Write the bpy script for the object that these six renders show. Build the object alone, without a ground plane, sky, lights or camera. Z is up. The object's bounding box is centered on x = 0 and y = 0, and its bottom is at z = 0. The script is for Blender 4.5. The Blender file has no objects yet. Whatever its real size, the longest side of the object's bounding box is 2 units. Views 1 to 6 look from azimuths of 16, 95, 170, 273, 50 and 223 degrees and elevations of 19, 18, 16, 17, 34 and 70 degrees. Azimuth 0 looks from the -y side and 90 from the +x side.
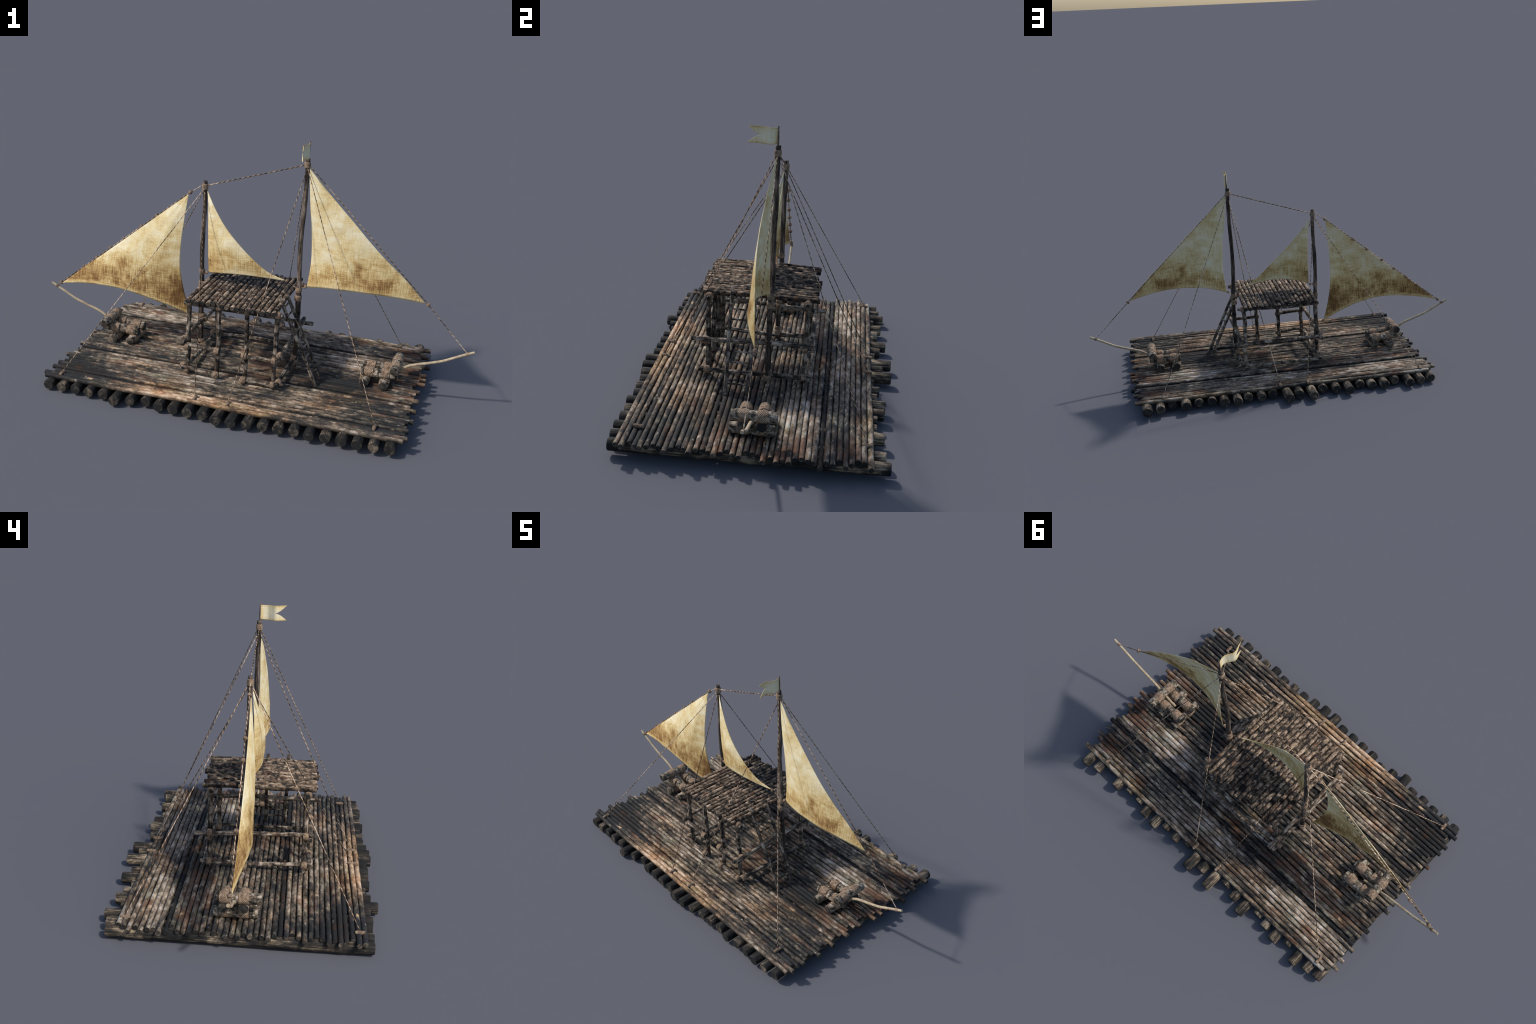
import bpy, bmesh, math, random
from mathutils import Vector, Matrix, noise

# ------------------------------------------------------------------ helpers
ROOT = bpy.data.objects.new("sailing_raft", None)
bpy.context.scene.collection.objects.link(ROOT)
ROOT.empty_display_size = 0.2
ROOT["label"] = "weathered log raft with pole hut and three canvas sails"
ROOT["category"] = "sailing raft"


def put(name, data, parent=None, mats=()):
    ob = bpy.data.objects.new(name, data)
    bpy.context.scene.collection.objects.link(ob)
    ob.parent = parent or ROOT
    for m in mats:
        if data is not None and m.name not in data.materials:
            data.materials.append(m)
    return ob


def group(name, parent=None):
    e = put(name, None, parent)
    e.empty_display_size = 0.05
    return e


def lerp(a, b, t):
    return a + (b - a) * t


def spline(pts, t):
    """Catmull-Rom through a list of equally long tuples, t in 0..1."""
    n = len(pts) - 1
    x = min(max(t, 0.0), 1.0) * n
    i = min(int(x), n - 1)
    f = x - i
    p1, p2 = pts[i], pts[i + 1]
    p0 = pts[i - 1] if i > 0 else tuple(2 * a - b for a, b in zip(p1, p2))
    p3 = pts[i + 2] if i + 2 <= n else tuple(2 * b - a for a, b in zip(p1, p2))
    out = []
    for a, b, c, d in zip(p0, p1, p2, p3):
        out.append(0.5 * ((2 * b) + (c - a) * f + (2 * a - 5 * b + 4 * c - d) * f * f + (3 * b - a - 3 * c + d) * f ** 3))
    return tuple(out)


# ------------------------------------------------------------------ materials
class Nodes:
    def __init__(self, name, rough=0.85, spec=0.25):
        self.m = bpy.data.materials.new(name)
        self.m.use_nodes = True
        self.t = self.m.node_tree
        self.b = self.t.nodes["Principled BSDF"]
        self.b.inputs["Roughness"].default_value = rough
        self.b.inputs["Specular IOR Level"].default_value = spec

    def new(self, kind, **kw):
        n = self.t.nodes.new(kind)
        for k, v in kw.items():
            setattr(n, k, v)
        return n

    def link(self, sock, val):
        if hasattr(val, "is_linked"):
            self.t.links.new(val, sock)
        else:
            sock.default_value = val

    def raft(self):
        n = self.new("ShaderNodeTexCoord")
        n.object = ROOT
        return n.outputs["Object"]

    def local(self):
        return self.new("ShaderNodeTexCoord").outputs["Object"]

    def generated(self):
        return self.new("ShaderNodeTexCoord").outputs["Generated"]

    def rnd(self):
        return self.new("ShaderNodeObjectInfo").outputs["Random"]

    def map(self, vec, scale=(1, 1, 1), loc=(0, 0, 0)):
        n = self.new("ShaderNodeMapping")
        self.link(n.inputs["Vector"], vec)
        n.inputs["Scale"].default_value = scale
        self.link(n.inputs["Location"], loc)
        return n.outputs["Vector"]

    def shift(self, vec, amount, gain=17.0):
        c = self.new("ShaderNodeCombineXYZ")
        g = self.math("MULTIPLY", amount, gain)
        for s in c.inputs:
            self.link(s, g)
        v = self.new("ShaderNodeVectorMath", operation="ADD")
        self.link(v.inputs[0], vec)
        self.link(v.inputs[1], c.outputs[0])
        return v.outputs[0]

    def noise(self, vec, scale=1.0, detail=4.0, rough=0.6, dist=0.0):
        n = self.new("ShaderNodeTexNoise")
        self.link(n.inputs["Vector"], vec)
        n.inputs["Scale"].default_value = scale
        n.inputs["Detail"].default_value = detail
        n.inputs["Roughness"].default_value = rough
        n.inputs["Distortion"].default_value = dist
        return n.outputs["Fac"]

    def math(self, op, a, b=0.0, clamp=False):
        n = self.new("ShaderNodeMath", operation=op, use_clamp=clamp)
        self.link(n.inputs[0], a)
        self.link(n.inputs[1], b)
        return n.outputs[0]

    def span(self, v, lo, hi, a=0.0, b=1.0):
        n = self.new("ShaderNodeMapRange", interpolation_type="SMOOTHSTEP")
        self.link(n.inputs["Value"], v)
        n.inputs["From Min"].default_value = lo
        n.inputs["From Max"].default_value = hi
        n.inputs["To Min"].default_value = a
        n.inputs["To Max"].default_value = b
        return n.outputs["Result"]

    def spot(self, vec, centre, radii):
        """1 in the middle of an ellipse, 0 outside it."""
        s = tuple(1.0 / r for r in radii)
        q = self.map(vec, s, tuple(-c * k for c, k in zip(centre, s)))
        n = self.new("ShaderNodeVectorMath", operation="LENGTH")
        self.link(n.inputs[0], q)
        return self.span(n.outputs["Value"], 0.15, 1.0, 1.0, 0.0)

    def xyz(self, vec):
        n = self.new("ShaderNodeSeparateXYZ")
        self.link(n.inputs[0], vec)
        return n.outputs

    def ramp(self, fac, stops):
        n = self.new("ShaderNodeValToRGB")
        e = n.color_ramp.elements
        while len(e) < len(stops):
            e.new(0.5)
        for el, (p, c) in zip(e, stops):
            el.position = p
            el.color = (*c, 1)
        self.link(n.inputs[0], fac)
        return n.outputs["Color"]

    def mix(self, fac, a, b, blend="MIX"):
        n = self.new("ShaderNodeMix", data_type="RGBA", blend_type=blend)
        self.link(n.inputs[0], fac)
        self.link(n.inputs[6], (*a, 1) if isinstance(a, tuple) else a)
        self.link(n.inputs[7], (*b, 1) if isinstance(b, tuple) else b)
        return n.outputs[2]

    def gain(self, col, k):
        c = self.new("ShaderNodeCombineColor")
        for s in c.inputs:
            self.link(s, k)
        return self.mix(1.0, col, c.outputs[0], "MULTIPLY")

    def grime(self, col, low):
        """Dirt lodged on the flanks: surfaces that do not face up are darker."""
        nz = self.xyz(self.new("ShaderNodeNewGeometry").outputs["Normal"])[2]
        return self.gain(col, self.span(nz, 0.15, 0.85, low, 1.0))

    def bump(self, h, strength=0.4, dist=0.002):
        n = self.new("ShaderNodeBump")
        n.inputs["Strength"].default_value = strength
        n.inputs["Distance"].default_value = dist
        self.link(n.inputs["Height"], h)
        self.t.links.new(n.outputs["Normal"], self.b.inputs["Normal"])

    def done(self, col):
        self.link(self.b.inputs["Base Color"], col)
        return self.m


def deck_material():
    N = Nodes("weathered_deck_pole", 0.8, 0.3)
    P = N.raft()
    R = N.rnd()
    sh = N.shift(P, R, 0.9)
    mottled = N.noise(N.map(P, (15, 34, 14)), 1.0, 8, 0.68, 0.5)
    single = N.noise(N.map(sh, (22, 55, 55)), 1.0, 8, 0.72, 0.4)
    macro = N.noise(N.map(P, (3.2, 9.0, 2), (3.1, 1.7, 0)), 1.0, 4, 0.6)

    def centred(n, k):
        return N.math("MULTIPLY", N.math("SUBTRACT", n, 0.5), k)
    v = N.math("ADD", centred(mottled, 1.65), centred(single, 1.45))
    v = N.math("ADD", v, centred(macro, 1.25))
    v = N.math("ADD", v, 0.475)

    def add(v, centre, radii, k):
        return N.math("ADD", v, N.math("MULTIPLY", N.spot(P, centre, radii), k))

    # bleached, mouldy areas
    v = add(v, (0.42, 0.15, 0.06), (0.32, 0.11, 1), 0.33)
    v = add(v, (0.68, 0.22, 0.06), (0.18, 0.09, 1), 0.30)
    v = add(v, (-0.54, 0.34, 0.06), (0.32, 0.10, 1), 0.30)
    v = add(v, (0.10, 0.36, 0.06), (0.34, 0.10, 1), 0.12)
    v = add(v, (-0.08, -0.43, 0.06), (0.56, 0.10, 1), 0.24)
    v = add(v, (-0.22, -0.25, 0.06), (0.42, 0.17, 1), 0.12)
    v = add(v, (0.30, -0.30, 0.06), (0.30, 0.12, 1), 0.06)
    # charred areas
    v = add(v, (-0.74, -0.40, 0.06), (0.44, 0.30, 1), -0.48)
    v = add(v, (0.76, -0.34, 0.06), (0.36, 0.22, 1), -0.22)
    v = add(v, (0.46, -0.07, 0.06), (0.34, 0.13, 1), -0.34)
    v = add(v, (0.72, 0.33, 0.06), (0.20, 0.06, 1), -0.28)
    v = add(v, (-0.74, -0.05, 0.06), (0.16, 0.30, 1), -0.10)
    v = add(v, (-0.30, 0.42, 0.06), (0.22, 0.05, 1), -0.16)
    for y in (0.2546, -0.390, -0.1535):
        v = add(v, (0, y, 0.06), (3.0, 0.017, 1), -0.36)
    col = N.ramp(v, [(0.10, (0.017, 0.017, 0.018)), (0.29, (0.038, 0.034, 0.030)), (0.46, (0.102, 0.079, 0.058)),
                     (0.64, (0.220, 0.164, 0.111)), (0.82, (0.37, 0.292, 0.217)), (1.05, (0.60, 0.53, 0.46))])
    # crisp bleached flakes and black pits
    fl = N.math("ADD", N.math("MULTIPLY", N.noise(N.map(P, (34, 95, 30), (4, 4, 4)), 1.0, 5, 0.65, 0.3), 0.6), N.math("MULTIPLY", N.noise(N.map(sh, (40, 90, 90), (9, 2, 4)), 1.0, 5, 0.65), 0.5))
    fl = N.math("ADD", fl, N.math("MULTIPLY", N.math("SUBTRACT", v, 0.5), 0.16))
    col = N.mix(N.math("MULTIPLY", N.span(fl, 0.61, 0.665), 0.62), col, (0.46, 0.395, 0.335))
    col = N.mix(N.math("MULTIPLY", N.span(fl, 0.475, 0.425), 0.75), col, (0.020, 0.019, 0.019))
    # warm tan edge, grey side, rust and grey-green tints
    warm = N.spot(P, (-0.05, -0.44, 0.06), (0.62, 0.13, 1))
    col = N.mix(N.math("MULTIPLY", warm, 0.8), col, (1.02, 0.80, 0.60), "MULTIPLY")
    grey = N.spot(P, (0.25, 0.28, 0.06), (0.80, 0.24, 1))
    col = N.mix(N.math("MULTIPLY", grey, 0.8), col, (0.95, 0.96, 1.04), "MULTIPLY")
    rust_area = N.math("ADD", N.spot(P, (-0.42, 0.18, 0.06), (0.42, 0.11, 1)), N.spot(P, (0.70, 0.1, 0.06), (0.2, 0.4, 1)))
    rust_area = N.math("ADD", rust_area, N.spot(P, (0.06, -0.10, 0.06), (0.24, 0.16, 1)))
    rust_n = N.noise(N.map(P, (10, 22, 9), (5.5, 2.2, 0)), 1.0, 5, 0.6)
    rust = N.math("MULTIPLY", N.span(N.math("ADD", rust_n, N.math("MULTIPLY", rust_area, 0.14)), 0.53, 0.72), 0.72)
    col = N.mix(rust, col, (0.125, 0.058, 0.031))
    spark = N.noise(N.map(P, (16, 30, 9), (0.5, 7.2, 0)), 1.0, 2, 0.5)
    col = N.mix(N.math("MULTIPLY", N.span(spark, 0.72, 0.78), 0.8), col, (0.52, 0.33, 0.17))
    col = N.mix(N.math("MULTIPLY", N.span(N.noise(N.map(P, (8, 18, 9), (1.5, 8.2, 0)), 1.0, 3, 0.5), 0.48, 0.7), 0.6), col, (0.78, 0.92, 0.86), "MULTIPLY")
    hue = N.noise(N.map(P, (4.5, 9, 5), (9.5, 3.2, 1)), 1.0, 4, 0.6)
    col = N.mix(N.span(hue, 0.50, 0.66, 0.0, 0.85), col, (1.12, 0.92, 0.73), "MULTIPLY")
    col = N.mix(N.span(hue, 0.34, 0.48, 0.6, 0.0), col, (0.86, 0.95, 1.02), "MULTIPLY")
    # soft rings round each pole
    ring = N.noise(N.map(sh, (46, 6, 6)), 1.0, 4, 0.65, 0.6)
    col = N.gain(col, N.span(ring, 0.30, 0.48, 0.62, 1.0))
    col = N.gain(col, N.span(R, 0.0, 1.0, 0.72, 1.2))
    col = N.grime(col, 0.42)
    N.bump(N.math("ADD", N.math("MULTIPLY", ring, 0.5), single), 0.5, 0.0025)
    return N.done(col)


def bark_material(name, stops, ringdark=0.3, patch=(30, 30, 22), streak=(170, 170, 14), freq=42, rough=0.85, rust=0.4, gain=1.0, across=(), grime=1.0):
    N = Nodes(name, rough, 0.25)
    P = N.local()
    R = N.rnd()
    Q = N.shift(P, R, 13.0)
    pn = N.noise(N.map(Q, patch), 1.0, 5, 0.65, 0.4)
    sn = N.noise(N.map(Q, streak), 1.0, 4, 0.62)
    v = N.math("ADD", N.math("MULTIPLY", N.math("SUBTRACT", pn, 0.5), 1.7 * gain), N.math("MULTIPLY", N.math("SUBTRACT", sn, 0.5), 1.1 * gain))
    v = N.math("ADD", v, 0.5)
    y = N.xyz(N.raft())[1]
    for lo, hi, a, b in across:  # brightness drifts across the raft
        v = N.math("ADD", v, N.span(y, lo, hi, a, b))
    col = N.ramp(v, stops)
    rn = N.noise(N.map(Q, patch, (7, 3, 1)), 0.7, 4, 0.6)
    col = N.mix(N.math("MULTIPLY", N.span(rn, 0.54, 0.70), rust), col, (0.13, 0.060, 0.030))
    ring = N.noise(N.map(Q, (3, 3, freq)), 1.0, 1, 0.5)
    col = N.gain(col, N.span(ring, 0.30, 0.40, ringdark, 1.0))
    col = N.gain(col, N.span(R, 0.0, 1.0, 0.75, 1.2))
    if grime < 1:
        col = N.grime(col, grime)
    N.bump(N.math("ADD", N.math("MULTIPLY", sn, 0.7), pn), 0.6, 0.0025)
    return N.done(col)


def end_material():
    N = Nodes("cut_log_end", 0.9, 0.2)
    P = N.local()
    R = N.rnd()
    q = N.shift(P, R, 9.0)
    n = N.noise(N.map(q, (45, 45, 8)), 1.0, 3, 0.55)
    n = N.math("ADD", n, N.math("MULTIPLY", N.math("SUBTRACT", R, 0.5), 0.22))
    col = N.ramp(n, [(0.42, (0.018, 0.018, 0.018)), (0.56, (0.05, 0.043, 0.035)), (0.68, (0.125, 0.10, 0.075)), (0.85, (0.23, 0.185, 0.14))])
    N.bump(n, 0.4, 0.002)
    return N.done(col)


def lash_material():
    N = Nodes("rope_lashing", 0.9, 0.15)
    P = N.local()
    x, y, z = N.xyz(P)
    ang = N.math("ARCTAN2", y, x)
    # diagonal twist of the strands
    ph = N.math("ADD", N.math("MULTIPLY", ang, 16.0), N.math("MULTIPLY", z, 900.0))
    tw = N.math("SINE", ph)
    n = N.noise(N.shift(P, N.rnd(), 5.0), 90, 4, 0.6)
    v = N.math("ADD", N.math("MULTIPLY", tw, 0.12), n)
    col = N.ramp(v, [(0.28, (0.062, 0.046, 0.034)), (0.45, (0.225, 0.155, 0.105)), (0.62, (0.38, 0.268, 0.182)), (0.8, (0.51, 0.375, 0.265))])
    N.bump(tw, 0.5, 0.0015)
    return N.done(col)


def rope_material():
    N = Nodes("twisted_rope", 0.9, 0.15)
    P = N.local()
    x, y, z = N.xyz(P)
    R = N.rnd()
    ang = N.math("ARCTAN2", y, x)
    s = N.math("SINE", N.math("ADD", N.math("MULTIPLY", z, 260.0), ang))
    n = N.noise(N.shift(N.map(P, (0, 0, 7)), R, 20), 1.0, 3, 0.6)
    v = N.math("ADD", N.math("MULTIPLY", s, 0.24), N.math("MULTIPLY", N.math("SUBTRACT", n, 0.5), 2.4))
    col = N.ramp(N.math("ADD", v, 0.43), [(0.12, (0.026, 0.022, 0.018)), (0.34, (0.13, 0.085, 0.05)), (0.58, (0.36, 0.235, 0.15)), (0.9, (0.66, 0.52, 0.40))])
    N.bump(s, 0.4, 0.001)
    return N.done(col)


def sail_material(name, spots, foot=None, light=1.0):
    """Old canvas.  foot = (x of the crown, its height, curvature, stain strength, stain height)."""
    N = Nodes(name, 0.9, 0.1)
    P = N.raft()
    big = N.noise(N.map(P, (11, 3, 12)), 1.0, 7, 0.68, 0.4)
    blot = N.noise(N.map(P, (4.5, 2, 4.5), (3, 1, 7)), 1.0, 5, 0.6, 0.3)
    warp = N.noise(N.map(P, (260, 5, 16)), 1.0, 5, 0.7)
    weft = N.noise(N.map(P, (18, 5, 260)), 1.0, 5, 0.7)
    weave = N.math("ADD", warp, weft)

    def centred(n, m, k):
        return N.math("MULTIPLY", N.math("SUBTRACT", n, m), k)
    v = N.math("ADD", centred(big, 0.5, 1.0), centred(weave, 1.0, 0.48))
    v = N.math("ADD", v, centred(blot, 0.5, 0.45))
    v = N.math("ADD", v, 0.645)
    if foot:
        xc, zc, curv, k, high = foot
        x, y, z = N.xyz(P)
        dx = N.math("SUBTRACT", x, xc)
        h = N.math("ADD", N.math("SUBTRACT", z, zc), N.math("MULTIPLY", N.math("MULTIPLY", dx, dx), curv))
        h = N.math("ADD", h, centred(big, 0.5, 0.06))
        band = N.math("MULTIPLY", N.span(h, 0.004, 0.022, 0.35, 1.0), N.span(h, high * 0.35, high, 1.0, 0.0))
        band = N.math("MULTIPLY", band, N.math("MULTIPLY", N.span(warp, 0.36, 0.62, 1.22, 0.78), N.span(weft, 0.38, 0.62, 1.1, 0.9)))
        v = N.math("SUBTRACT", v, N.math("MULTIPLY", band, k))
    for c, r, k in spots:
        v = N.math("SUBTRACT", v, N.math("MULTIPLY", N.spot(P, c, r), k))
    L = light
    col = N.ramp(v, [(0.08, (0.155, 0.078, 0.030)), (0.26, (0.30, 0.172, 0.066)), (0.43, (0.55, 0.375, 0.155)),
                     (0.60, (0.735, 0.590, 0.315)), (0.78, (0.82, 0.735, 0.51)), (0.98, (0.86, 0.82, 0.67))])
    N.bump(N.math("ADD", weave, N.math("MULTIPLY", big, 2.0)), 0.35, 0.003)
    return N.done(N.mix(1.0, col, (L, L, L), "MULTIPLY"))


def spar_material():
    N = Nodes("peeled_spar_wood", 0.7, 0.3)
    P = N.local()
    q = N.shift(P, N.rnd(), 5)
    n = N.noise(N.map(q, (120, 120, 12)), 1.0, 4, 0.6)
    m = N.noise(N.map(q, (14, 14, 14)), 1.0, 3, 0.6)
    col = N.ramp(N.math("ADD", N.math("MULTIPLY", n, 0.6), N.math("MULTIPLY", m, 0.5)),
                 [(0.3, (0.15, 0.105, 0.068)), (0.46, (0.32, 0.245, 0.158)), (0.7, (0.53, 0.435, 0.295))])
    N.bump(n, 0.3, 0.001)
    return N.done(col)


M_DECK = deck_material()
M_END = end_material()
M_LOG = bark_material("charred_cross_log",
                      [(0.20, (0.012, 0.012, 0.012)), (0.45, (0.030, 0.027, 0.023)), (0.63, (0.110, 0.083, 0.057)), (0.86, (0.36, 0.28, 0.19))],
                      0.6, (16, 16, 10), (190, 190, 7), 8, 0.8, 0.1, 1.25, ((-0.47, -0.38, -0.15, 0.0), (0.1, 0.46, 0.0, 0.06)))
M_POST = bark_material("knotty_pole_bark",
                       [(0.18, (0.014, 0.012, 0.011)), (0.37, (0.048, 0.038, 0.029)), (0.55, (0.135, 0.105, 0.079)), (0.80, (0.42, 0.345, 0.275))],
                       0.25, (34, 34, 30), (200, 200, 14), 40, 0.85, 0.4, 1.15)
M_ROOF = bark_material("mouldy_roof_pole",
                       [(0.16, (0.016, 0.015, 0.015)), (0.37, (0.050, 0.041, 0.033)), (0.57, (0.185, 0.128, 0.083)), (0.84, (0.42, 0.32, 0.235))],
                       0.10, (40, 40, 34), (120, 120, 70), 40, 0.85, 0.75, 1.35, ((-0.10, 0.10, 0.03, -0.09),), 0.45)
M_MAST = bark_material("mast_pole_bark",
                       [(0.22, (0.020, 0.017, 0.015)), (0.42, (0.055, 0.043, 0.034)), (0.60, (0.125, 0.092, 0.070)), (0.86, (0.36, 0.28, 0.22))],
                       0.3, (50, 50, 9), (200, 200, 12), 16, 0.85, 0.4, 1.1)
M_BITT = bark_material("cracked_log_bark",
                       [(0.15, (0.014, 0.013, 0.012)), (0.36, (0.060, 0.050, 0.038)), (0.55, (0.18, 0.145, 0.105)), (0.82, (0.42, 0.355, 0.285))],
                       0.25, (60, 60, 60), (120, 120, 60), 60, 0.85, 0.4, 1.1)
M_LASH = lash_material()
M_ROPE = rope_material()
M_SPAR = spar_material()


# ------------------------------------------------------------------ solids
def tube_mesh(name, length, radius, sides=12, step=0.02, seed=0, rough=0.05, bend=0.0, taper=1.0,
              nodes=0.0, bevel=0.15, path=None, twist=0.0):
    """A round timber along local z, centred on the origin, with lumpy bark, knots and two flat cut ends."""
    rnd = random.Random(seed)
    nseg = max(2, int(length / step))
    o = Vector((rnd.uniform(-50, 50), rnd.uniform(-50, 50), rnd.uniform(-50, 50)))
    knots = []
    if nodes:
        z = rnd.uniform(0.2, 0.9) * nodes
        while z < length:
            knots.append(z)
            z += nodes * rnd.uniform(0.7, 1.3)
    zs = [length * i / nseg for i in range(nseg + 1)]
    b = min(radius * bevel, length * 0.1)
    zs = [0.0, b] + zs[1:-1] + [length - b, length]
    bm = bmesh.new()
    rings = []
    for k, z in enumerate(zs):
        t = z / length
        if path:
            cx, cy = path(t)
        else:
            w = math.sin(math.pi * t)
            cx = bend * w * noise.noise(Vector((z * 3.1, 1.3, 0)) + o) * 2 + bend * 0.35 * noise.noise(Vector((z * 11, 4.3, 0)) + o)
            cy = bend * w * noise.noise(Vector((z * 3.1, 7.9, 0)) + o) * 2 + bend * 0.35 * noise.noise(Vector((z * 11, 9.3, 0)) + o)
        r = radius * lerp(1.0, taper, t)
        r *= 1 + rough * 0.7 * noise.noise(Vector((0.5, 0.5, z * 14)) + o)
        for kz in knots:
            r *= 1 + 0.09 * math.exp(-((z - kz) / (radius * 0.45)) ** 2)
        if k in (0, len(zs) - 1):
            r -= b * 0.8
        ring = []
        for i in range(sides):
            a = 2 * math.pi * i / sides + twist * z
            d = Vector((math.cos(a), math.sin(a), 0))
            rr = r * (1 + rough * noise.noise(Vector((d.x * 1.3, d.y * 1.3, z * 16)) + o)
                      + rough * 0.5 * noise.noise(Vector((d.x * 4, d.y * 4, z * 45)) + o))
            ring.append(bm.verts.new((cx + d.x * rr, cy + d.y * rr, z - length / 2)))
        rings.append(ring)
    for p, q in zip(rings, rings[1:]):
        for i in range(sides):
            j = (i + 1) % sides
            bm.faces.new((p[i], p[j], q[j], q[i])).smooth = True
    f = bm.faces.new(rings[0][::-1])
    f.material_index = 1
    f = bm.faces.new(rings[-1])
    f.material_index = 1
    me = bpy.data.meshes.new(name)
    bm.to_mesh(me)
    bm.free()
    me.set_sharp_from_angle(angle=math.radians(50))
    return me


def aim(ob, a, b, roll=0.0):
    """Stand an object that runs along its local z between two points."""
    a, b = Vector(a), Vector(b)
    d = (b - a).normalized()
    q = Vector((0, 0, 1)).rotation_difference(d)
    ob.matrix_basis = Matrix.Translation((a + b) / 2) @ q.to_matrix().to_4x4() @ Matrix.Rotation(roll, 4, "Z")


POOL = {}


def timber(name, a, b, r, mat, parent=None, variants=4, seed=0, **kw):
    L = round((Vector(b) - Vector(a)).length / 0.004) * 0.004
    key = (name, L, r, mat.name, seed % variants)
    if key not in POOL:
        me = tube_mesh(name, L, r, seed=int(L * 1000) * 7 + 101 * (seed % variants) + len(name), **kw)
        me.materials.append(mat)
        me.materials.append(M_END)
        POOL[key] = me
    ob = put(name, POOL[key], parent)
    aim(ob, a, b, random.Random(seed).uniform(0, 6.28))
    return ob


def lash_mesh(name, radius, length, turns, sides=22, bulge=0.12, seed=0):
    """Rope wound tightly round a pole: a barrel whose surface is a helix of strands."""
    per = 6
    n = turns * per
    rnd = random.Random(seed)
    bm = bmesh.new()
    rings = []
    pitch = length / turns
    for k in range(n + 1):
        t = k / n
        z = (t - 0.5) * length
        ring = []
        for i in range(sides):
            a = 2 * math.pi * i / sides
            ph = (z / pitch + i / sides) % 1.0
            strand = abs(math.sin(math.pi * ph))
            r = radius * (1 + bulge * math.sin(math.pi * t)) + 0.20 * pitch * strand
            r += radius * 0.05 * noise.noise(Vector((math.cos(a), math.sin(a), z * 60 + seed)))
            if k in (0, n):
                r = radius * 0.8
            ring.append(bm.verts.new((r * math.cos(a), r * math.sin(a), z)))
        rings.append(ring)
    for p, q in zip(rings, rings[1:]):
        for i in range(sides):
            j = (i + 1) % sides
            bm.faces.new((p[i], p[j], q[j], q[i])).smooth = True
    bm.faces.new(rings[0][::-1])
    bm.faces.new(rings[-1])
    me = bpy.data.meshes.new(name)
    bm.to_mesh(me)
    bm.free()
    me.materials.append(M_LASH)
    return me


def lashing(name, centre, axis, r, length, turns, parent=None, seed=0, bulge=0.12):
    key = (name, r, length, turns, bulge, seed % 2)
    if key not in POOL:
        POOL[key] = lash_mesh(name, r, length, turns, seed=seed % 2, bulge=bulge)
    ob = put(name, POOL[key], parent)
    c, d = Vector(centre), Vector(axis).normalized() * 0.01
    aim(ob, c - d, c + d, seed * 1.7)
    return ob


def rope(name, a, b, r=0.0017, parent=None, sag=0.0):
    a, b = Vector(a), Vector(b)
    L = (b - a).length
    n = max(4, int(L / 0.004))
    bm = bmesh.new()
    rings = []
    for k in range(n + 1):
        z = L * k / n
        ring = []
        off = -sag * math.sin(math.pi * k / n)
        for i in range(8):
            t = 2 * math.pi * i / 8
            rr = r * (1 + 0.18 * math.cos(2 * t - z * 420))
            ring.append(bm.verts.new((rr * math.cos(t) + off, rr * math.sin(t), z - L / 2)))
        rings.append(ring)
    for p, q in zip(rings, rings[1:]):
        for i in range(8):
            j = (i + 1) % 8
            bm.faces.new((p[i], p[j], q[j], q[i])).smooth = True
    bm.faces.new(rings[0][::-1])
    bm.faces.new(rings[-1])
    me = bpy.data.meshes.new(name)
    bm.to_mesh(me)
    bm.free()
    me.materials.append(M_ROPE)
    ob = put(name, me, parent)
    aim(ob, a, b)
    return ob


# ------------------------------------------------------------------ float of cross logs
def log_z(x):
    return 0.0302 + 0.0095 * x


def deck_z(x):
    return 0.0573 + 0.0066 * x


NEAR = [-.472, -.474, -.470, -.477, -.472, -.504, -.480, -.463, -.481, -.482, -.484, -.483,
        -.503, -.501, -.491, -.481, -.481, -.475, -.487, -.478, -.481, -.486, -.481, -.474]
FAR = [.480, .490, .507, .462, .496, .478, .460, .513, .484, .462, .530, .493,
       .527, .453, .474, .464, .496, .490, .462, .459, .487, .449, .489, .504]
rnd = random.Random(11)
for i, (yn, yf) in enumerate(zip(NEAR, FAR)):
    x = -0.742 + i * 1.4790 / 23
    r = 0.0228 + (0.0006 if i > 2 else 0.0) + rnd.uniform(-0.0008, 0.0008)
    dz = rnd.uniform(0.0, 0.0014) + (0.0020 if i < 5 else 0.0006)
    timber("cross_log", (x, yn - 0.017, log_z(x) + dz), (x + rnd.uniform(-.004, .004), yf - 0.008, log_z(x) + dz + rnd.uniform(-.0006, .0006)),
           r, M_LOG, seed=i, variants=6, sides=18, step=0.02, rough=0.035, bend=0.002, nodes=0.21, bevel=0.12)

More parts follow.
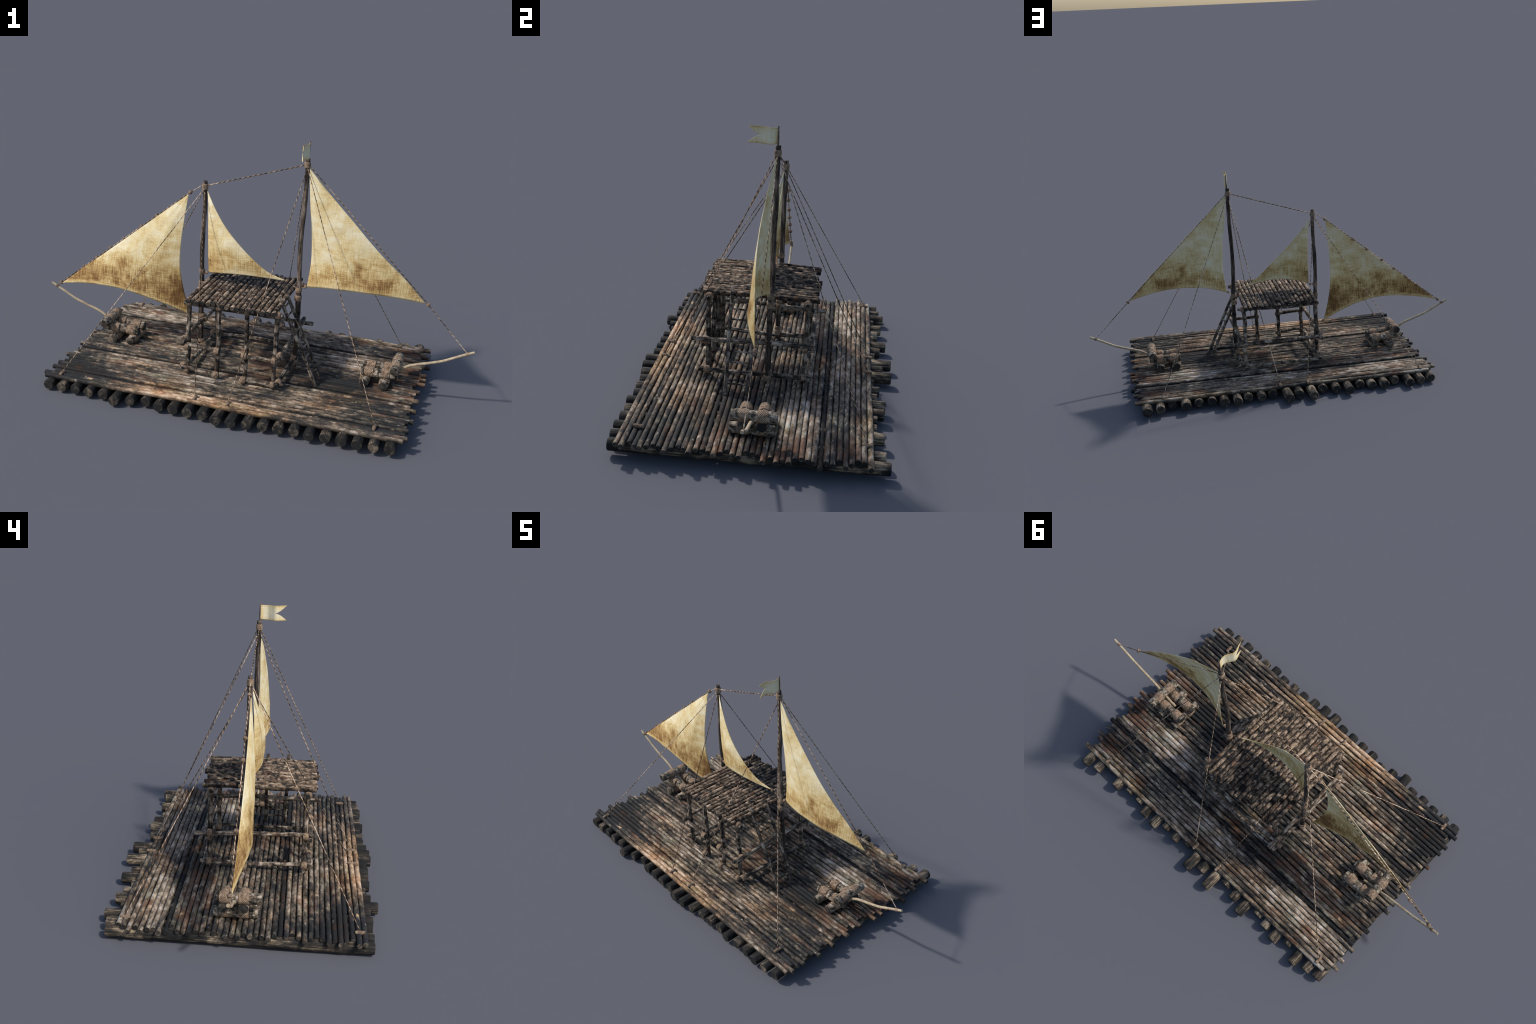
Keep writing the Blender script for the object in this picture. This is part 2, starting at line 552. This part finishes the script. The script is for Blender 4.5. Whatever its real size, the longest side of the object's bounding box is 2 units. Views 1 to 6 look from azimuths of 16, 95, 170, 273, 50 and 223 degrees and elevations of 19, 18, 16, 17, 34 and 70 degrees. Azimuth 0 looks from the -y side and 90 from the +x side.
# ------------------------------------------------------------------ deck of long poles
BOW = [.781, .794, .762, .779, .789, .780, .768, .780, .798, .781, .764, .776, .799, .773, .763, .777, .800, .776, .761, .780, .794,
       .759, .757, .769, .807, .780, .806, .781, .803, .778, .765, .777, .790, .808, .779, .790, .761, .796, .779, .750, .761, .794]
STERN = [-.772, -.785, -.747, -.759, -.782, -.760, -.778, -.759, -.745, -.760, -.782, -.758, -.736, -.759, -.743, -.758, -.781, -.766,
         -.752, -.767, -.759, -.781, -.762, -.785, -.756, -.761, -.739, -.762, -.755, -.778, -.761, -.764, -.734, -.762, -.783, -.758,
         -.761, -.782, -.757, -.788, -.758, -.741]
SUNK = {3: 0.006, 14: 0.008, 22: 0.004, 33: 0.0085, 8: 0.004, 27: 0.005}
rnd = random.Random(5)
for i, (xb, xs) in enumerate(zip(BOW, STERN)):
    y = -0.4533 + i * 0.8788 / 41
    dz = rnd.uniform(-0.0018, 0.0018) - SUNK.get(i, 0.0)
    j = rnd.uniform(-0.0012, 0.0012)
    timber("deck_pole", (xs, y + j, deck_z(xs) + dz), (xb, y - j, deck_z(xb) + dz), 0.0104 + rnd.choice((-.0005, 0, .0003)), M_DECK,
           seed=i, variants=5, sides=14, step=0.012, rough=0.07, bend=0.0026, nodes=0.17, bevel=0.14)

# ------------------------------------------------------------------ masts
MX, MY = 0.219, 0.0165


def mast(base, top, r0, r1, wob, seed):
    a, b = Vector(base), Vector(top)
    L = (b - a).length

    def path(t):
        w = spline(wob, t)
        return (w[0], w[1])
    me = tube_mesh("mast", L, r0, 16, 0.010, seed, 0.09, 0, r1 / r0, 0.16, 0.12, path)
    me.materials.append(M_MAST)
    me.materials.append(M_END)
    ob = put("mast", me)
    aim(ob, a, b)
    return ob


fore = mast((0.2205, 0.016, 0.055), (0.2185, 0.0175, 1.028), 0.0115, 0.0098,
            [(0, 0), (.002, .001), (0.0015, 0), (.002, -.001), (-.003, .001), (-.0065, 0), (-.006, -.0015), (-.001, .001), (0.001, 0), (0, 0)], 3)
aft = mast((-0.2325, 0.018, 0.055), (-0.232, 0.019, 0.876), 0.0112, 0.0095,
           [(0, 0), (.002, -.001), (-.001, 0), (-.002, .0015), (-.005, 0), (-.003, -.001), (0.0015, 0), (0, 0)], 8)
for i, (m, x, y, z, r, L) in enumerate([(fore, .2185, .0172, 1.000, .0122, .024), (fore, .218, .0165, .437, .0128, .024), (fore, .218, .0165, .400, .0140, .026),
                                        (aft, -.232, .019, .850, .0122, .026), (aft, -.234, .018, .455, .0118, .022), (aft, -.234, .018, .396, .0128, .026),
                                        (fore, .221, .016, .090, .0142, .022), (aft, -.233, .018, .088, .0138, .022)]):
    ob = lashing("mast_lashing", (x, y, z), (0, 0, 1), r, L, 7, None, i)
    w = ob.matrix_basis.copy()
    ob.parent = m
    ob.matrix_basis = m.matrix_basis.inverted() @ w

pole = timber("flag_pole", (0.2215, 0.0165, 1.0), (0.2235, 0.0160, 1.101), 0.0034, M_MAST, seed=1, sides=10, rough=0.06)


# ------------------------------------------------------------------ cloth
def cloth(name, surf, nu, nv, mat, thick=0.0016, skip=None):
    bm = bmesh.new()
    g = [[bm.verts.new(surf(i / nu, j / nv)) for i in range(nu + 1)] for j in range(nv + 1)]
    for j in range(nv):
        for i in range(nu):
            if skip and skip(i / nu, j / nv):
                continue
            bm.faces.new((g[j][i], g[j][i + 1], g[j + 1][i + 1], g[j + 1][i])).smooth = True
    bmesh.ops.remove_doubles(bm, verts=bm.verts, dist=1e-5)
    bmesh.ops.recalc_face_normals(bm, faces=bm.faces)
    me = bpy.data.meshes.new(name)
    bm.to_mesh(me)
    bm.free()
    me.materials.append(mat)
    ob = put(name, me)
    mod = ob.modifiers.new("cloth_thickness", "SOLIDIFY")
    mod.thickness = thick
    mod.offset = 0
    return ob


def sail(name, luff, leech, foot, belly, mat, seed, gamma=1.5, y0=0.014, slack=0.03, lslack=0.0, full=1.0, low=0.9):
    """Three-cornered sail: rows from the head down, blended so that the last row is the foot; bellies towards -y."""
    def surf(u, v):
        w = v ** 1.0
        lx, lz = spline(luff, w)
        rx, rz = spline(leech, w)
        x, z = lerp(lx, rx, u), lerp(lz, rz, u)
        fx, fz = spline(foot, u)
        bx, bz = lerp(luff[-1][0], leech[-1][0], u), lerp(luff[-1][1], leech[-1][1], u)
        k = v ** 2.2
        x += (fx - bx) * k
        z += (fz - bz) * k
        f = max(0.0, math.sin(math.pi * u ** 0.9)) ** full if 0 < u < 1 else 0.0
        y = y0 - belly * f * max(v, 1e-6) ** gamma - (slack * u + lslack * (1 - u)) * math.sin(math.pi * v ** low)
        o = Vector((x * 9, z * 9, seed))
        y += 0.0035 * noise.noise(o) * f + 0.0012 * noise.noise(o * 3.1) * f
        # creases that fan out of the corners
        y += 0.0009 * math.sin(u * 17 + seed) * v * (1 - v) * 4 * f + 0.001 * math.sin(v * 30 + u * 9) * u * f
        return (x, y, z)
    return cloth(name, surf, 56, 64, mat)


HEAD1, TACK1, CLEW1 = (.229, .987), (.254, .456), (.771, .463)
s1 = sail("fore_sail",
          [(.229, .987), (.238, .90), (.247, .815), (.2585, .73), (.265, .64), (.265, .56), (.254, .456)],
          [(.229, .987), (.335, .884), (.438, .788), (.515, .711), (.594, .636), (.677, .562), (.771, .463)],
          [(.254, .456), (.33, .474), (.41, .484), (.51, .489), (.60, .487), (.69, .477), (.771, .463)],
          0.053,
          sail_material("stained_fore_sail", [((.57, 0, .525), (.13, 1, .05), .11), ((.74, 0, .48), (.14, 1, .06), .12), ((.47, 0, .63), (.12, 1, .09), .06), ((.265, 0, .5), (.05, 1, .09), .10)], (.52, .489, .44, .17, .15)), 3.0, lslack=0.008)
s2 = sail("middle_sail",
          [(-.218, .832), (-.210, .76), (-.206, .69), (-.203, .61), (-.202, .54), (-.2, .459)],
          [(-.218, .832), (-.174, .761), (-.121, .693), (-.060, .632), (.012, .566), (.085, .508), (.16, .474)],
          [(-.2, .459), (-.14, .474), (-.07, .484), (0, .487), (.08, .483), (.16, .474)],
          0.046, sail_material("stained_middle_sail", [((-.19, 0, .52), (.15, 1, .12), .17), ((-.12, 0, .62), (.08, 1, .08), .06)], (0, .487, .6, .13, .13)), 7.0, 1.6, 0.010, 0.042, 0.012, 0.7, 1.2)
s3 = sail("aft_sail",
          [(-.306, .807), (-.317, .70), (-.3265, .60), (-.330, .50), (-.324, .42), (-.308, .335), (-.28, .236)],
          [(-.306, .807), (-.412, .7205), (-.517, .634), (-.622, .548), (-.727, .4625), (-.833, .377), (-.938, .289)],
          [(-.28, .236), (-.39, .276), (-.50, .307), (-.60, .324), (-.70, .326), (-.82, .314), (-.938, .289)],
          0.042,
          sail_material("stained_aft_sail", [((-.345, 0, .36), (.13, 1, .17), .16), ((-.88, 0, .33), (.16, 1, .08), .10), ((-.56, 0, .45), (.14, 1, .05), .04)],
                        (-.68, .326, .56, .30, .22)), 11.0, 1.2, 0.010, 0.006, 0.022)


def flag_surf(u, v):
    """Swallow-tailed pennant streaming towards -y with an S-shaped wave."""
    n = abs(2 * v - 1)
    reach = 0.062 + (0.111 - 0.062) * n ** 0.62
    s = u * reach
    x = spline([(.2225,), (.2285,), (.2285,), (.2200,), (.2110,), (.2130,), (.2190,), (.2235,)], s / 0.111)[0]
    x += 0.002 * math.sin(s * 60) * (v - 0.5)
    z = lerp(1.0935, 1.0335, v) - 0.003 * math.sin(s / 0.111 * math.pi) * (0.4 + v * 0.6) + 0.003 * (1 - v) * (s / 0.111)
    return (x, 0.0145 - s, z)


flag = cloth("pennant_flag", flag_surf, 40, 36, sail_material("pennant_cloth", [((.22, -.03, 1.06), (1, .05, .05), -.15), ((.22, .015, 1.06), (1, .02, .2), .10), ((.22, -.02, 1.03), (1, .2, .008), .16), ((.22, -.02, 1.094), (1, .2, .007), .14)], None, 0.93), 0.0012)

# ------------------------------------------------------------------ hut of lashed poles
hut = group("hut")
PX = [-.199, -.065, .060, .191]
FY, BY = -.228, .163
RP = 0.0100
sd = 0
for x in PX:
    sd += 1
    timber("hut_post", (x, FY, 0.055), (x + 0.002, FY - 0.003, 0.405), RP, M_POST, hut, seed=sd, sides=14, step=0.008, rough=0.13, bend=0.007, nodes=0.05)
for x in (-.198, .188):
    sd += 1
    timber("hut_post", (x, BY, 0.055), (x + 0.001, BY, 0.400), RP + 0.0006, M_POST, hut, seed=sd, sides=14, step=0.008, rough=0.13, bend=0.007, nodes=0.05)

RAILS = [  # (start, end)
    ((-.216, -.264, .232), (-.217, .224, .214)), ((-.212, -.262, .103), (-.212, .197, .090)),
    ((.222, -.293, .236), (.213, .199, .228)), ((.212, -.262, .098), (.210, .195, .094)),
    ((-.226, -.248, .214), (-.052, -.249, .206)), ((-.222, -.249, .100), (-.050, -.249, .090)),
    ((.046, -.247, .204), (.206, -.246, .203)), ((.044, -.246, .088), (.212, -.246, .090)),
    ((-.226, .178, .212), (.260, .178, .214)), ((-.222, .179, .086), (.236, .179, .087)),
    ((-.222, FY - .001, .397), (.216, FY - .001, .406)), ((-.216, .161, .396), (.218, .161, .405)),
]
for a, b in RAILS:
    sd += 1
    timber("hut_rail", a, b, 0.0092, M_POST, hut, seed=sd, sides=14, step=0.009, rough=0.13, bend=0.005, nodes=0.06)

k = 0


def knot(c, axis, r=0.0132, L=0.023, n=6):
    global k
    k += 1
    lashing("hut_lashing", c, axis, r, L, n, hut, k, 0.16)


for x in PX[1:3]:
    for z in (.205, .090):
        knot((x, -.247, z), (1, 0, 0))
for x in (-.199, .191):
    for z in (.205, .092):
        knot((x, -.247, z), (1, 0, 0), .0125, .019)
        knot((x * 1.0 + math.copysign(.021, x), -.230, z + .022 if z > .15 else z + .008), (0, 1, 0))
        knot((x, BY, z), (0, 0, 1), .0128, .022)
        knot((x + math.copysign(.02, x), BY - .002, z + .016 if z > .15 else z + .003), (0, 1, 0), .0126, .020)
for x, y in ((-.216, .018), (.2155, .017)):
    for z in ((.222, .096) if x < 0 else (.231, .096)):
        knot((x, y, z), (0, 1, 0), .0128, .024)
        knot((x - math.copysign(.0, x) + (.002 if x > 0 else -.012), y, z + .02), (0, 0, 1), .0128, .016)
for x in PX[:3]:
    knot((x, FY - .003, .400), (1, 0, 0), .0126, .022)
knot((.194, FY - .001, .408), (1, 0, 0), .0138, .021)
knot((.194, .161, .404), (1, 0, 0), .0132, .021)
knot((-.199, .161, .397), (1, 0, 0), .0125, .021)

# roof of 18 poles laid side by side across the hut
rnd = random.Random(21)
for i in range(18):
    x = -.196 + i * .375 / 17 + rnd.uniform(-.001, .001)
    y0 = -.268 + rnd.uniform(-.008, .012) + (.010 if i in (3, 6, 12, 14) else 0)
    y1 = .196 + rnd.uniform(-.018, .012)
    L = y1 - y0
    dz = rnd.uniform(-.0012, .0012)
    me = tube_mesh("roof_pole", L, 0.0105, 14, 0.007, 300 + i, 0.10, 0, 1.0, 0.045, 0.15,
                   (lambda i: (lambda t: (0.0015 * math.sin(t * 5 + i), 0.0035 * math.sin(math.pi * t) + 0.0012 * math.sin(t * 11 + i * 2))))(i))
    me.materials.append(M_ROOF)
    me.materials.append(M_END)
    ob = put("roof_pole", me, hut)
    a, b = Vector((x, y0, .4200 + dz)), Vector((x + rnd.uniform(-.003, .003), y1, .4145 + dz))
    # local y kept upwards so that the poles crown slightly
    zax = (b - a).normalized()
    xax = Vector((1, 0, 0))
    yax = zax.cross(xax).normalized()
    xax = yax.cross(zax)
    mt = Matrix((xax, yax, zax)).transposed().to_4x4()
    if yax.z < 0:
        mt = mt @ Matrix.Rotation(math.pi, 4, "Z")
    ob.matrix_basis = Matrix.Translation((a + b) / 2) @ mt

# ------------------------------------------------------------------ ladder
lad = group("ladder")
LA = [((.357, -.135, .064), (.1745, -.139, .451)), ((.357, -.047, .064), (.1745, -.049, .449))]
for i, (a, b) in enumerate(LA):
    timber("ladder_rail", a, b, 0.0078, M_POST, lad, seed=40 + i, sides=12, step=0.009, rough=0.09, bend=0.003, nodes=0.09)
for i in range(9):
    t = 0.11 + i * 0.097
    p, q = (Vector(a).lerp(Vector(b), t) for a, b in LA)
    e = (q - p).normalized() * 0.011
    timber("ladder_rung", p - e, q + e, 0.0036, M_POST, lad, seed=50 + i, sides=10, step=0.01, rough=0.08, bend=0.001)


# ------------------------------------------------------------------ bow and stern bitts with their spars
def bitt(s, y, ys, seed):
    """Crossed, lashed logs; s = +1 at the bow, -1 at the stern."""
    g = group("mooring_bitt")
    R = 0.0195
    zt = 0.1645 if s > 0 else 0.157
    zb = 0.0905 if s > 0 else 0.0825
    zm = (zt + zb) / 2 + 0.002
    kw = dict(sides=18, step=0.007, rough=0.07, nodes=0.04, bend=0.002, bevel=0.1)
    X = lambda v: s * v
    lo1, hi1, lo2, hi2, lo3, hi3, m1, m2 = ys
    timber("bitt_log", (X(.638), lo1, zb), (X(.641), hi1, zb), R, M_BITT, g, seed=seed, **kw)
    timber("bitt_log", (X(.555), lo2, zb), (X(.553), hi2, zb), R, M_BITT, g, seed=seed + 1, **kw)
    for n, yo in enumerate((m1, m2)):
        timber("bitt_log", (X(.530), yo - .004 * s, zm - .006), (X(.694), yo, zm), R, M_BITT, g, seed=seed + 2 + n, **kw)
    timber("bitt_log", (X(.678), lo3, zt), (X(.680), hi3, zt), R, M_BITT, g, seed=seed + 4, **kw)
    n = seed
    for yo in (m1, m2):
        n += 1
        lashing("bitt_lashing", (X(.679), yo, zt), (0, 1, 0), R + .0022, .038, 11, g, n, .05)
        lashing("bitt_lashing", (X(.567), yo - .003 * s, zm - .004), (1, 0, 0), R + .0024, .040, 11, g, n + 1, .05)
        lashing("bitt_lashing", (X(.640), yo, zm - .001), (1, 0, 0), R + .0022, .034, 10, g, n, .05)
        lashing("bitt_lashing", (X(.638), yo, zb), (0, 1, 0), R + .0022, .038, 11, g, n + 1, .05)
        lashing("bitt_lashing", (X(.553), yo, zb), (0, 1, 0), R + .0022, .038, 11, g, n, .05)
    # spar runs between the middle logs, under the top one, then out over the water
    pts = [(.610, .110), (.655, .127), (.702, .1495), (.746, .174), (.810, .195), (.872, .2175), (.925, .245), (.969, .2675), (.9975, .281)]
    nseg = 60
    bm = bmesh.new()
    rings = []
    mid = Vector((s * .78, y - .008, .19))
    for i in range(nseg + 1):
        t = i / nseg
        px, pz = spline(pts, t)
        qx, qz = spline(pts, min(t + .01, 1.01))
        d = Vector((s * (qx - px), 0, qz - pz))
        if d.length < 1e-6:
            d = Vector((s * .9, 0, .4))
        d.normalize()
        u = Vector((0, 1, 0))
        w = d.cross(u)
        r = lerp(.0068, .0054, t) * (1 + .05 * noise.noise(Vector((t * 14, seed, 0))))
        r *= 1 + .07 * sum(math.exp(-((t - c) / .008) ** 2) for c in (.33, .56, .78))
        c = Vector((s * px, y - .0085, pz)) - mid
        rings.append([bm.verts.new(c + (u * math.cos(2 * math.pi * q / 14) + w * math.sin(2 * math.pi * q / 14)) * r) for q in range(14)])
    for p, q in zip(rings, rings[1:]):
        for i in range(14):
            j = (i + 1) % 14
            bm.faces.new((p[i], p[j], q[j], q[i])).smooth = True
    bm.faces.new(rings[0])
    bm.faces.new(rings[-1])
    bmesh.ops.recalc_face_normals(bm, faces=bm.faces)
    me = bpy.data.meshes.new("bow_spar")
    bm.to_mesh(me)
    bm.free()
    me.set_sharp_from_angle(angle=math.radians(50))
    me.materials.append(M_SPAR)
    sp = put("bow_spar", me)
    sp.location = mid
    lashing("spar_lashing", (s * .969, y - .0085, .2675), (s * .9, 0, .42), .0066, .013, 4, None, seed, .1)


bitt(1, 0.0165, (-.078, .084, -.077, .084, -.068, .097, -.024, .043), 60)
bitt(-1, 0.0250, (-.068, .096, -.060, .086, -.080, .082, -.016, .053), 80)

# ------------------------------------------------------------------ rigging
FT, AT = (.2185, .0172), (-.232, .019)


def anchor(x, y):
    z = deck_z(x) + .0118
    i = int((x + 2) * 50)
    lashing("deck_lashing", (x, y, z), (0, 1, 0), .0058, .036, 9, None, i, .2)
    return (x, y, z + .004)


for x, y in ((.658, -.402), (.652, .412)):
    rope("stay_rope", (FT[0] + .004, FT[1] + math.copysign(.009, y), .986), anchor(x, y))
for x, y in ((.054, -.431), (.056, .420)):
    rope("stay_rope", (FT[0] - .004, FT[1] + math.copysign(.009, y), .962), anchor(x, y))
for x, y in ((-.703, -.436), (-.697, .408)):
    rope("stay_rope", (AT[0] - .004, AT[1] + math.copysign(.009, y), .838), anchor(x, y))
for x, y in ((-.090, -.434), (-.088, .422)):
    rope("stay_rope", (AT[0] + .002, AT[1] + math.copysign(.009, y), .826), anchor(x, y))
rope("mast_stay_rope", (FT[0] - .009, FT[1], .997), (AT[0] + .010, AT[1], .856), .0021)
rope("fore_stay_rope", (FT[0] + .010, FT[1], .996), (.782, .018, .459), .0018)
rope("fore_stay_rope", (.782, .018, .459), (.968, .009, .270), .0018)
rope("aft_stay_rope", (AT[0] - .010, AT[1], .856), (-.300, .0165, .8155), .0018)
rope("aft_stay_rope", (-.300, .0165, .8155), (-.945, .0155, .289), .0022)
rope("aft_stay_rope", (-.945, .0155, .289), (-.969, .010, .270), .0018)


def bead(p, axis, r=.0070, L=.012):
    lashing("rope_knot", p, axis, r, L, 4, None, int(abs(p[0]) * 1000), .22)


a, b = Vector((-.300, .0165, .8155)), Vector((-.945, .0155, .289))
for t in (0, .241, .359, .493, .601, .707, .812, 1):
    bead(a.lerp(b, t), b - a)
bead((.782, .018, .459), (1, 0, -1))
bead((.248, .009, .458), (1, 0, -.2), .0058)
bead((-.209, .008, .455), (1, 0, -.4), .0055)
bead((.164, .008, .474), (1, 0, -.5), .0055)
bead((-.277, .003, .233), (1, 0, -.6), .0055)
rope("tack_rope", (.248, .009, .458), (.226, .016, .446), .0017)
rope("tack_rope", (-.209, .008, .455), (-.228, .016, .456), .0017)
rope("tack_rope", (.164, .008, .474), (.213, .016, .440), .0017)
rope("tack_rope", (-.277, .003, .233), (-.236, .016, .205), .0017)

bpy.context.view_layer.update()
